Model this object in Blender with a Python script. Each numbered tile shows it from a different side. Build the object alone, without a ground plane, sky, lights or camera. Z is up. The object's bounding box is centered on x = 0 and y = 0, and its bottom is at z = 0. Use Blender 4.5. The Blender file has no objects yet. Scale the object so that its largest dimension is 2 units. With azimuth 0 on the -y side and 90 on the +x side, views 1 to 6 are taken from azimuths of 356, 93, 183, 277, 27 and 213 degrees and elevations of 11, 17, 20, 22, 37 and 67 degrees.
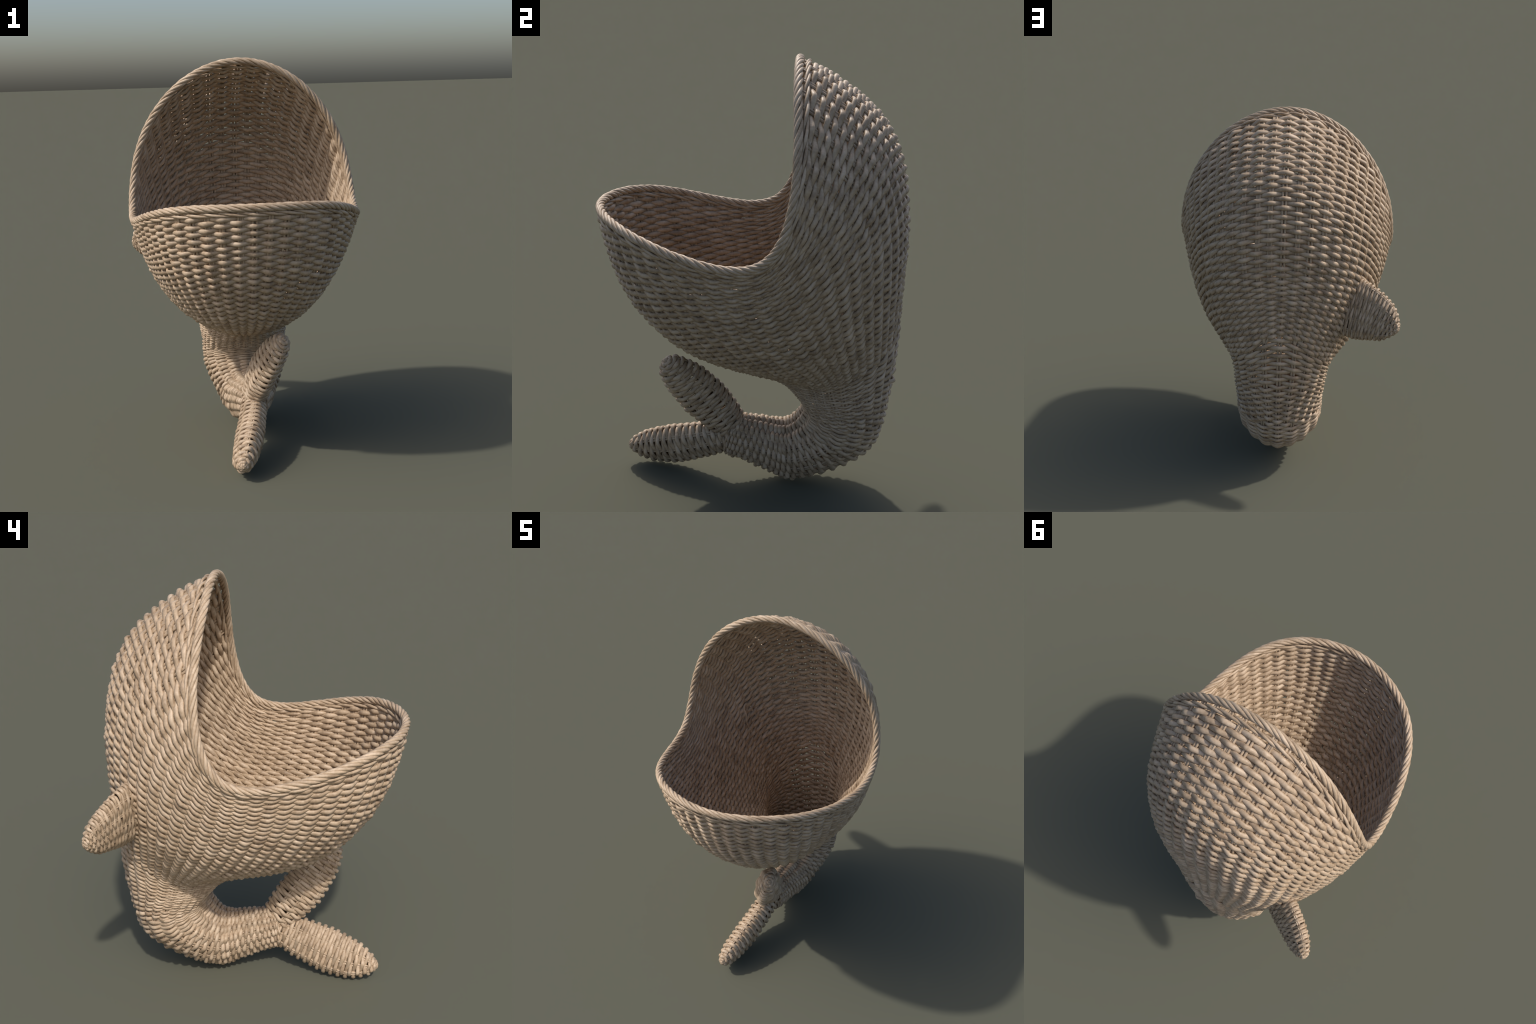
"""Wicker basket in the shape of a whale: open mouth with a roped rim, woven body,
curled tail with two flukes, one side fin.  Everything is woven from round rods:
stakes run from the rim to the tail, weavers run round and pass in front of and
behind the stakes."""
import bpy, math, random
import numpy as np

rng = np.random.default_rng(11)
random.seed(11)

# ------------------------------------------------------------------ splines
def periodic_spline(P, m):
    n = len(P)
    A = 4 * np.eye(n) + np.roll(np.eye(n), 1, 0) + np.roll(np.eye(n), -1, 0)
    M = np.linalg.solve(A, 6 * (np.roll(P, -1, 0) - 2 * P + np.roll(P, 1, 0)))
    t = np.arange(m) / m * n
    i = t.astype(int) % n
    f = (t - t.astype(int))[:, None]
    j = (i + 1) % n
    return ((1 - f) * P[i] + f * P[j] + ((1 - f) ** 3 - (1 - f)) * M[i] / 6
            + (f ** 3 - f) * M[j] / 6)

def natural_spline(V, K, v):
    V = np.asarray(V, float)
    K = np.asarray(K, float)
    v = np.atleast_1d(np.asarray(v, float))
    n = len(V)
    h = np.diff(V)
    A = np.eye(n)
    b = np.zeros(K.shape)
    for i in range(1, n - 1):
        A[i, i - 1], A[i, i], A[i, i + 1] = h[i - 1], 2 * (h[i - 1] + h[i]), h[i]
        b[i] = 6 * ((K[i + 1] - K[i]) / h[i] - (K[i] - K[i - 1]) / h[i - 1])
    M = np.linalg.solve(A, b.reshape(n, -1)).reshape(K.shape)
    j = np.clip(np.searchsorted(V, v, side='right') - 1, 0, n - 2)
    sh = (-1,) + (1,) * (K.ndim - 1)
    a = ((V[j + 1] - v) / h[j]).reshape(sh)
    c = 1 - a
    hh = h[j].reshape(sh)
    return a * K[j] + c * K[j + 1] + ((a ** 3 - a) * M[j] + (c ** 3 - c) * M[j + 1]) * hh ** 2 / 6

def unit(v):
    return v / (np.linalg.norm(v, axis=-1, keepdims=True) + 1e-12)

# ------------------------------------------------------------------ body form
# Cross-section loops of the body, from the mouth rim to the end of the tail.
# Each lists seven points of the right half, from the front (jaw) to the back.
LOOPS = [
    (0,   .012, [(0, -.670, 1.332), (.366, -.527, 1.311), (.534, -.215, 1.233), (.575, .088, 1.251), (.530, .195, 1.549), (.327, .185, 1.854), (0, .179, 1.983)]),
    (20,  .008, [(0, -.556, .974), (.306, -.428, .958), (.456, -.134, .963), (.515, .145, 1.030), (.490, .386, 1.302), (.306, .530, 1.578), (0, .576, 1.690)]),
    (40,  .007, [(0, -.261, .671), (.187, -.170, .681), (.312, .040, .709), (.383, .262, .769), (.397, .453, .959), (.273, .619, 1.159), (0, .667, 1.239)]),
    (60,  .009, [(0, .076, .577), (.092, .133, .562), (.176, .262, .567), (.228, .369, .584), (.253, .501, .672), (.178, .626, .795), (0, .665, .895)]),
    (73,  .012, [(0, .216, .500), (.102, .228, .494), (.186, .300, .493), (.230, .397, .497), (.227, .513, .531), (.148, .617, .582), (0, .658, .597)]),
    (86,  .012, [(0, .264, .424), (.108, .284, .417), (.191, .350, .402), (.220, .443, .384), (.181, .537, .368), (.100, .603, .356), (0, .627, .351)]),
    (94,  .012, [(0, .262, .361), (.100, .278, .352), (.177, .328, .317), (.203, .399, .266), (.162, .469, .219), (.088, .520, .186), (0, .541, .172)]),
    (101, .014, [(0, .200, .295), (.077, .204, .278), (.130, .218, .231), (.141, .240, .165), (.115, .262, .099), (.065, .276, .056), (0, .281, .043)]),
    (108, .018, [(0, .100, .297), (.056, .102, .280), (.093, .107, .234), (.101, .115, .172), (.081, .123, .110), (.045, .130, .066), (0, .135, .054)]),
    (115, .023, [(0, -.020, .312), (.042, -.021, .298), (.068, -.023, .260), (.074, -.025, .212), (.062, -.028, .163), (.036, -.027, .130), (0, -.026, .120)]),
    (121, .028, [(0, -.080, .318), (.034, -.083, .305), (.054, -.088, .272), (.060, -.095, .228), (.052, -.100, .184), (.032, -.104, .151), (0, -.105, .140)]),
]
FINE = 1440
loop_rows = [l[0] for l in LOOPS]
loop_curves = []
for row, shift, pts in LOOPS:
    half = np.array(pts, float)
    ring = np.vstack([half, (half[1:6] * [-1, 1, 1])[::-1]])
    ring[:, 0] += shift
    loop_curves.append(periodic_spline(ring, FINE))
loop_curves = np.array(loop_curves)

def around(a):
    """Stake angle (0..1, 0 at the jaw) to loop parameter: stakes stand closer in front."""
    return a - .013 * np.sin(2 * np.pi * a)

class Body:
    """Smooth carrier surface: point(row, angle), outward normal, row pitch."""
    cache = {}
    def ring(self, row):
        key = round(float(row), 4)
        if key not in self.cache:
            self.cache[key] = self.build(row)
        return self.cache[key]
    def build(self, row):
        def at(v):
            return natural_spline(loop_rows, loop_curves, v)[0]
        P = at(row)
        e = .35
        d = (at(min(row + e, 121)) - at(max(row - e, 0)))
        d /= (min(row + e, 121) - max(row - e, 0))
        t = np.roll(P, -1, 0) - np.roll(P, 1, 0)
        n = unit(np.cross(d, t))
        if ((P - P.mean(0)) * n).sum() < 0:
            n = -n
        return P, n, np.linalg.norm(d, axis=1)
    def sample(self, row, a):
        P, n, p = self.ring(row)
        i = (around(np.asarray(a)) % 1.0) * FINE
        k = i.astype(int) % FINE
        f = (i - i.astype(int))
        q = (k + 1) % FINE
        return (P[k] * (1 - f)[:, None] + P[q] * f[:, None], unit(n[k] * (1 - f)[:, None] + n[q] * f[:, None]),
                p[k] * (1 - f) + p[q] * f)

class Limb:
    """Flattened tapering limb: a spine with half width and half thickness per section."""
    def __init__(self, spine, width, thick, wide_dir, pitch, square=2.0):
        self.square = square
        n = len(spine)
        s = np.linspace(0, 1, 400)
        kn = np.linspace(0, 1, n)
        self.C = natural_spline(kn, np.array(spine, float), s)
        T = unit(np.gradient(self.C, axis=0))
        w = np.interp(s, np.linspace(0, 1, len(width)), width)
        ker = np.ones(31) / 31
        sm = lambda x: np.convolve(np.pad(x, 15, mode='edge'), ker, mode='valid')
        w = sm(w)
        th = sm(np.interp(s, np.linspace(0, 1, len(thick)), thick))
        # rounded end
        length = np.linalg.norm(np.diff(self.C, axis=0), axis=1).sum()
        rest = (1 - s) * length
        cap = .055
        r = np.sqrt(np.clip(1 - np.clip(1 - rest / cap, 0, 1) ** 2, 0, 1))
        self.w, self.th = w * r + .004, th * r + .004
        W = np.tile(np.array(wide_dir, float), (400, 1))
        self.W = unit(W - (W * T).sum(1)[:, None] * T)
        self.E = np.cross(T, self.W)
        self.T = T
        arc = np.concatenate([[0], np.cumsum(np.hypot(np.linalg.norm(np.diff(self.C, axis=0), axis=1), np.diff((self.w + self.th) / 2)))])
        self.rows = int(arc[-1] / pitch)
        self.pitch = arc[-1] / self.rows
        self.arc = arc
    def sample(self, row, a):
        x = np.interp(row * self.pitch, self.arc, np.arange(400))
        f = lambda A: np.array([np.interp(x, np.arange(400), A[:, k]) for k in range(3)])
        c, W, E, T = f(self.C), unit(f(self.W)), unit(f(self.E)), unit(f(self.T))
        w, th = np.interp(x, np.arange(400), self.w), np.interp(x, np.arange(400), self.th)
        dx = 2.0
        slope = (np.interp(x + dx, np.arange(400), self.w) - np.interp(x - dx, np.arange(400), self.w)) / (
            np.interp(x + dx, np.arange(400), self.arc) - np.interp(x - dx, np.arange(400), self.arc) + 1e-9)
        # section: a rounded flat oval, walked at even steps
        q = 2 * np.pi * np.arange(721) / 720
        p = self.square
        ox = w * np.sign(np.cos(q)) * np.abs(np.cos(q)) ** (2 / p)
        oy = th * np.sign(np.sin(q)) * np.abs(np.sin(q)) ** (2 / p)
        walk = np.concatenate([[0], np.cumsum(np.hypot(np.diff(ox), np.diff(oy)))])
        at = (np.asarray(a) % 1.0) * walk[-1]
        x_, y_ = np.interp(at, walk, ox)[:, None], np.interp(at, walk, oy)[:, None]
        P = c + W * x_ + E * y_
        n = unit(W * np.sign(x_) * np.abs(x_ / w) ** (p - 1) / w + E * np.sign(y_) * np.abs(y_ / th) ** (p - 1) / th)
        slope = np.clip(slope, -.98, .98)
        n = unit(n * math.sqrt(1 - slope * slope) - T * slope)
        return P, n, np.full(len(at), self.pitch)

# ------------------------------------------------------------------ rods
def tube(path, axis, ra, rb, sides, closed):
    """Vertices and faces of a rod along path; axis is its outward direction,
    ra the radius along it, rb the radius across it."""
    m = len(path)
    T = (np.roll(path, -1, 0) - np.roll(path, 1, 0)) if closed else np.gradient(path, axis=0)
    T = unit(T)
    N = unit(axis - (axis * T).sum(1)[:, None] * T)
    Bn = np.cross(T, N)
    th = np.arange(sides) / sides * 2 * np.pi
    ra = np.broadcast_to(ra, (m,))[:, None, None]
    rb = np.broadcast_to(rb, (m,))[:, None, None]
    V = (path[:, None, :] + N[:, None, :] * ra * np.cos(th)[None, :, None]
         + Bn[:, None, :] * rb * np.sin(th)[None, :, None]).reshape(-1, 3)
    rings = m if closed else m - 1
    i = np.arange(rings)[:, None]
    k = np.arange(sides)[None, :]
    i2, k2 = (i + 1) % m, (k + 1) % sides
    F = np.stack([i * sides + k, i * sides + k2, i2 * sides + k2, i2 * sides + k], -1).reshape(-1, 4).tolist()
    if not closed:
        F.append(list(range(sides))[::-1])
        F.append([(m - 1) * sides + q for q in range(sides)])
    return V, F

def mesh_object(name, parts, material, parent):
    V, F, o = [], [], 0
    for v, f in parts:
        V.append(v)
        F += [[q + o for q in face] for face in f]
        o += len(v)
    me = bpy.data.meshes.new(name)
    me.from_pydata(np.vstack(V).tolist(), [], F)
    me.polygons.foreach_set("use_smooth", [True] * len(me.polygons))
    me.materials.append(material)
    me.update()
    ob = bpy.data.objects.new(name, me)
    bpy.context.scene.collection.objects.link(ob)
    ob.parent = parent
    return ob

def weaver(surface, row, stakes, parity, radius, reach, per=8, sides=8, flat=1.0, wob=.14, taper=.28, loose=.0125):
    """One closed weaver: over one stake bundle, under the next."""
    m = stakes * per
    a = np.arange(m) / m
    P, n, pitch = surface.sample(row, a)
    s = np.arange(m) / per
    c = np.cos(np.pi * (s + parity))
    wave = np.arcsin(.985 * c) / math.asin(.985)   # straight runs, a bend at each stake
    over = np.round(s).astype(int) % stakes
    amp = reach * (1 + wob * rng.standard_normal(stakes))[over]
    amp = (amp + np.roll(amp, 1) + np.roll(amp, -1)) / 3
    # tightly packed rows and the small loops of a tip run nearly straight
    girth = np.linalg.norm(np.roll(P, -1, 0) - P, axis=1).sum()
    amp = amp * np.clip(pitch / loose, .36, 1) * np.clip((girth - .05) / .22, .05, 1)
    T = unit(np.roll(P, -1, 0) - np.roll(P, 1, 0))
    down = np.cross(n, T)
    jit = np.clip(rng.standard_normal(stakes), -2, 2) * .0017
    drift = np.interp(np.arange(m) / per, np.arange(stakes + 1), np.append(jit, jit[0]))
    rb = np.minimum(radius * (1 + .05 * rng.standard_normal()), (.64 + .18 * np.clip((pitch - .010) / .005, 0, 1)) * pitch)
    rb = np.maximum(rb, .0042)
    ra = np.minimum(radius * .74, rb * 1.15) * flat
    # the rod is fullest where it bulges over a stake
    least = np.clip(.54 * pitch / rb, 1 - taper, 1)
    full = 1 - (1 - least) * (1 - np.abs(c))
    path = P + n * (wave * amp)[:, None] + down * drift[:, None]
    return tube(path, n, ra * full, rb * full, sides, True)

def rods(surface, rows, angle, offset, radius, sides=8):
    """One stake rod lying on the carrier surface along the rows."""
    path, axis = [], []
    for k, r in enumerate(rows):
        P, n, _ = surface.sample(r, np.array([angle[k] - 1e-3, angle[k], angle[k] + 1e-3]))
        t = unit(P[2] - P[0])
        path.append(P[1] + t * offset[k])
        axis.append(n[1])
    return tube(np.array(path), np.array(axis), radius, radius, sides, False)

# ------------------------------------------------------------------ materials
def willow(name, dark, mid, light, seed):
    m = bpy.data.materials.new(name)
    m.use_nodes = True
    nt = m.node_tree
    N, L = nt.nodes, nt.links
    bsdf = N["Principled BSDF"]
    tc = N.new("ShaderNodeTexCoord")
    info = N.new("ShaderNodeObjectInfo")
    w = N.new("ShaderNodeMath"); w.operation = 'MULTIPLY_ADD'
    w.inputs[1].default_value = 37.0; w.inputs[2].default_value = seed
    L.new(info.outputs["Random"], w.inputs[0])
    patch = N.new("ShaderNodeTexNoise"); patch.noise_dimensions = '4D'
    patch.inputs["Scale"].default_value = 13.0
    patch.inputs["Detail"].default_value = 3.0
    patch.inputs["Roughness"].default_value = .55
    L.new(tc.outputs["Object"], patch.inputs["Vector"]); L.new(w.outputs[0], patch.inputs["W"])
    grain = N.new("ShaderNodeTexNoise"); grain.noise_dimensions = '4D'
    grain.inputs["Scale"].default_value = 95.0
    grain.inputs["Detail"].default_value = 4.0
    L.new(tc.outputs["Object"], grain.inputs["Vector"]); L.new(w.outputs[0], grain.inputs["W"])
    mix = N.new("ShaderNodeMix"); mix.data_type = 'FLOAT'
    mix.inputs["Factor"].default_value = .30
    L.new(patch.outputs["Fac"], mix.inputs["A"]); L.new(grain.outputs["Fac"], mix.inputs["B"])
    ramp = N.new("ShaderNodeValToRGB")
    e = ramp.color_ramp.elements
    e[0].position, e[0].color = .33, (*dark, 1)
    e[1].position, e[1].color = .65, (*light, 1)
    k = e.new(.48); k.color = (*mid, 1)
    L.new(mix.outputs["Result"], ramp.inputs["Fac"])
    tone = N.new("ShaderNodeMapRange")
    tone.inputs["To Min"].default_value = .93; tone.inputs["To Max"].default_value = 1.06
    L.new(info.outputs["Random"], tone.inputs["Value"])
    hsv = N.new("ShaderNodeHueSaturation")
    L.new(ramp.outputs["Color"], hsv.inputs["Color"]); L.new(tone.outputs["Result"], hsv.inputs["Value"])
    L.new(hsv.outputs["Color"], bsdf.inputs["Base Color"])
    bump = N.new("ShaderNodeBump"); bump.inputs["Strength"].default_value = .16
    bump.inputs["Distance"].default_value = .002
    L.new(grain.outputs["Fac"], bump.inputs["Height"])
    L.new(bump.outputs["Normal"], bsdf.inputs["Normal"])
    bsdf.inputs["Roughness"].default_value = .5
    bsdf.inputs["Specular IOR Level"].default_value = .42
    return m

WEAVER = willow("peeled_willow", (.240, .165, .104), (.408, .299, .198), (.555, .430, .308), 3.0)
STAKE = willow("stake_willow", (.27, .192, .124), (.385, .284, .189), (.49, .376, .264), 9.0)
ROPE = willow("rim_willow", (.262, .181, .114), (.426, .313, .207), (.562, .436, .313), 17.0)

# ------------------------------------------------------------------ assembly
basket = bpy.data.objects.new("whale_basket", None)
bpy.context.scene.collection.objects.link(basket)
basket["label"] = "tan wicker whale basket, open mouth, roped rim, curled tail"
basket["category"] = "wicker basket"

body = Body()
N_BODY, N_NECK, N_TAIL = 60, 30, 16
R_ROD = .0066

# stakes: pairs of rods; at the neck every second pair stops and the rest draw together
body_rods, tail_rods, bundles = [], [], []
for i in range(N_BODY):
    home = i / N_BODY + rng.normal(0, .0009)
    gap = rng.uniform(.0074, .0092)
    bundles.append([])
    for side in (-1, 0, 1):
        if side == 0 and rng.random() < .25:
            continue
        goes_on = side != 0 and (i % 2 == 0) == (side == 1)
        end = 86.5 if goes_on else 62.0
        rows = np.arange(.5, end, 1.0)
        join = (2 * (i // 2)) / N_BODY if goes_on else home
        f = np.clip((rows - 58.5) / 4, 0, 1)
        f = f * f * (3 - 2 * f)
        ang = home * (1 - f) + join * f
        sway = .0010 * np.sin(rows * .21 + rng.uniform(0, 6))
        off = side * (gap * (1 - f) + (-.0072 if goes_on else gap) * f) + sway
        (bundles[-1] if side else body_rods).append(rods(body, rows, ang, off, R_ROD if side else .0048, 8))
for i in range(N_TAIL):
    for side in (-1, 1):
        rows = np.arange(85.5, 121.1, 1.0)
        tail_rods.append(rods(body, rows, np.full(len(rows), i / N_TAIL), np.full(len(rows), side * .0062), .0058, 8))

body_part = mesh_object("body", body_rods, STAKE, basket)
for pair in bundles:
    mesh_object("stake", pair, STAKE, body_part)
tail_part = mesh_object("tail", tail_rods, STAKE, basket)

for k, row in enumerate(np.linspace(2.7, 60, 62)):
    mesh_object("weaver", [weaver(body, row, N_BODY, k % 2, .0124, .0136, loose=.0215)], WEAVER, body_part)
for row in range(61, 87):
    mesh_object("weaver", [weaver(body, row, N_NECK, row % 2, .0118, .0132, loose=.0160)], WEAVER, body_part)
for k, row in enumerate(np.arange(86.8, 121.01, .70)):
    mesh_object("weaver", [weaver(body, row, N_TAIL, k % 2, .0108, .0108, per=12)], WEAVER, tail_part)

# rim: a rope of eight strands round a core, with a two-strand wale below it
def rope(row, radius, strand, strands, turns, parent, name, flat=1.0, m=1500):
    a = np.arange(m) / m
    P, n, _ = body.sample(row, a)
    T = unit(np.roll(P, -1, 0) - np.roll(P, 1, 0))
    up = unit(np.cross(T, n))
    for k in range(strands):
        ph = 2 * np.pi * (turns * a + k / strands)
        lay = rng.integers(5, 13, 2)
        ph = ph + .10 * np.sin(2 * np.pi * lay[0] * a + rng.uniform(0, 6)) + .07 * np.sin(2 * np.pi * 3 * lay[1] * a + rng.uniform(0, 6))
        thick = strand * rng.uniform(.92, 1.08)
        out = n * np.cos(ph)[:, None] + np.cross(T, n) * np.sin(ph)[:, None]
        path = P + n * (radius * flat * np.cos(ph))[:, None] + np.cross(T, n) * (radius * np.sin(ph))[:, None]
        mesh_object(name, [tube(path, out, thick, thick * 1.12, 8, True)], ROPE, parent)

P, n, _ = body.sample(0.0, np.arange(400) / 400)
rim_part = mesh_object("rim", [tube(P, n, .0065, .0065, 8, True)], STAKE, basket)
rope(0.0, .0120, .0075, 5, 21, rim_part, "rim_strand")
P, n, _ = body.sample(1.55, np.arange(400) / 400)
wale_part = mesh_object("wale", [tube(P, n, .004, .004, 6, True)], STAKE, basket)
rope(1.55, .0068, .0068, 3, 17, wale_part, "wale_strand", flat=1.9)

# flukes and fin
def limb(name, spine, width, thick, wide_dir, pitch, stakes, radius, reach, rod, first=0, square=2.0):
    s = Limb(spine, width, thick, wide_dir, pitch, square)
    frame = []
    for i in range(stakes):
        for side in (-1, 1):
            rows = np.arange(first, s.rows - 2.4, .5)
            frame.append(rods(s, rows, np.full(len(rows), (i + .25) / stakes), np.full(len(rows), side * rod * 1.05), rod, 6))
    part = mesh_object(name, frame, STAKE, basket)
    for r in range(first, s.rows + 1):
        row = min(r, s.rows - .15)
        end = max(0, r - (s.rows - 3)) / 3
        mesh_object("weaver", [weaver(s, row, stakes, r % 2 - .25 + .25, radius, reach * (1 - .75 * end), per=14)], WEAVER, part)
    return part

limb("fluke", [(.024, -.060, .225), (.008, -.180, .184), (-.022, -.340, .131), (-.050, -.467, .100), (-.070, -.575, .086)],
     [.046, .086, .101, .080, .022], [.044, .050, .055, .047, .022], (.34, -.25, 1), .0170, 8, .0108, .0076, .0050)
limb("fluke", [(.026, -.045, .245), (.036, -.107, .314), (.064, -.200, .428), (.112, -.290, .545), (.160, -.364, .642)],
     [.050, .082, .098, .082, .036], [.044, .052, .052, .046, .028], (0, .78, .6), .0170, 8, .0108, .0076, .0050)
limb("fin", [(-.350, .525, 1.020), (-.400, .552, 1.012), (-.460, .585, 1.002), (-.530, .628, .982), (-.596, .669, .960)],
     [.150, .148, .131, .098, .036], [.031, .031, .030, .028, .018], (-.28, -.1, 1), .0118, 10, .0086, .0058, .0042, square=2.5)
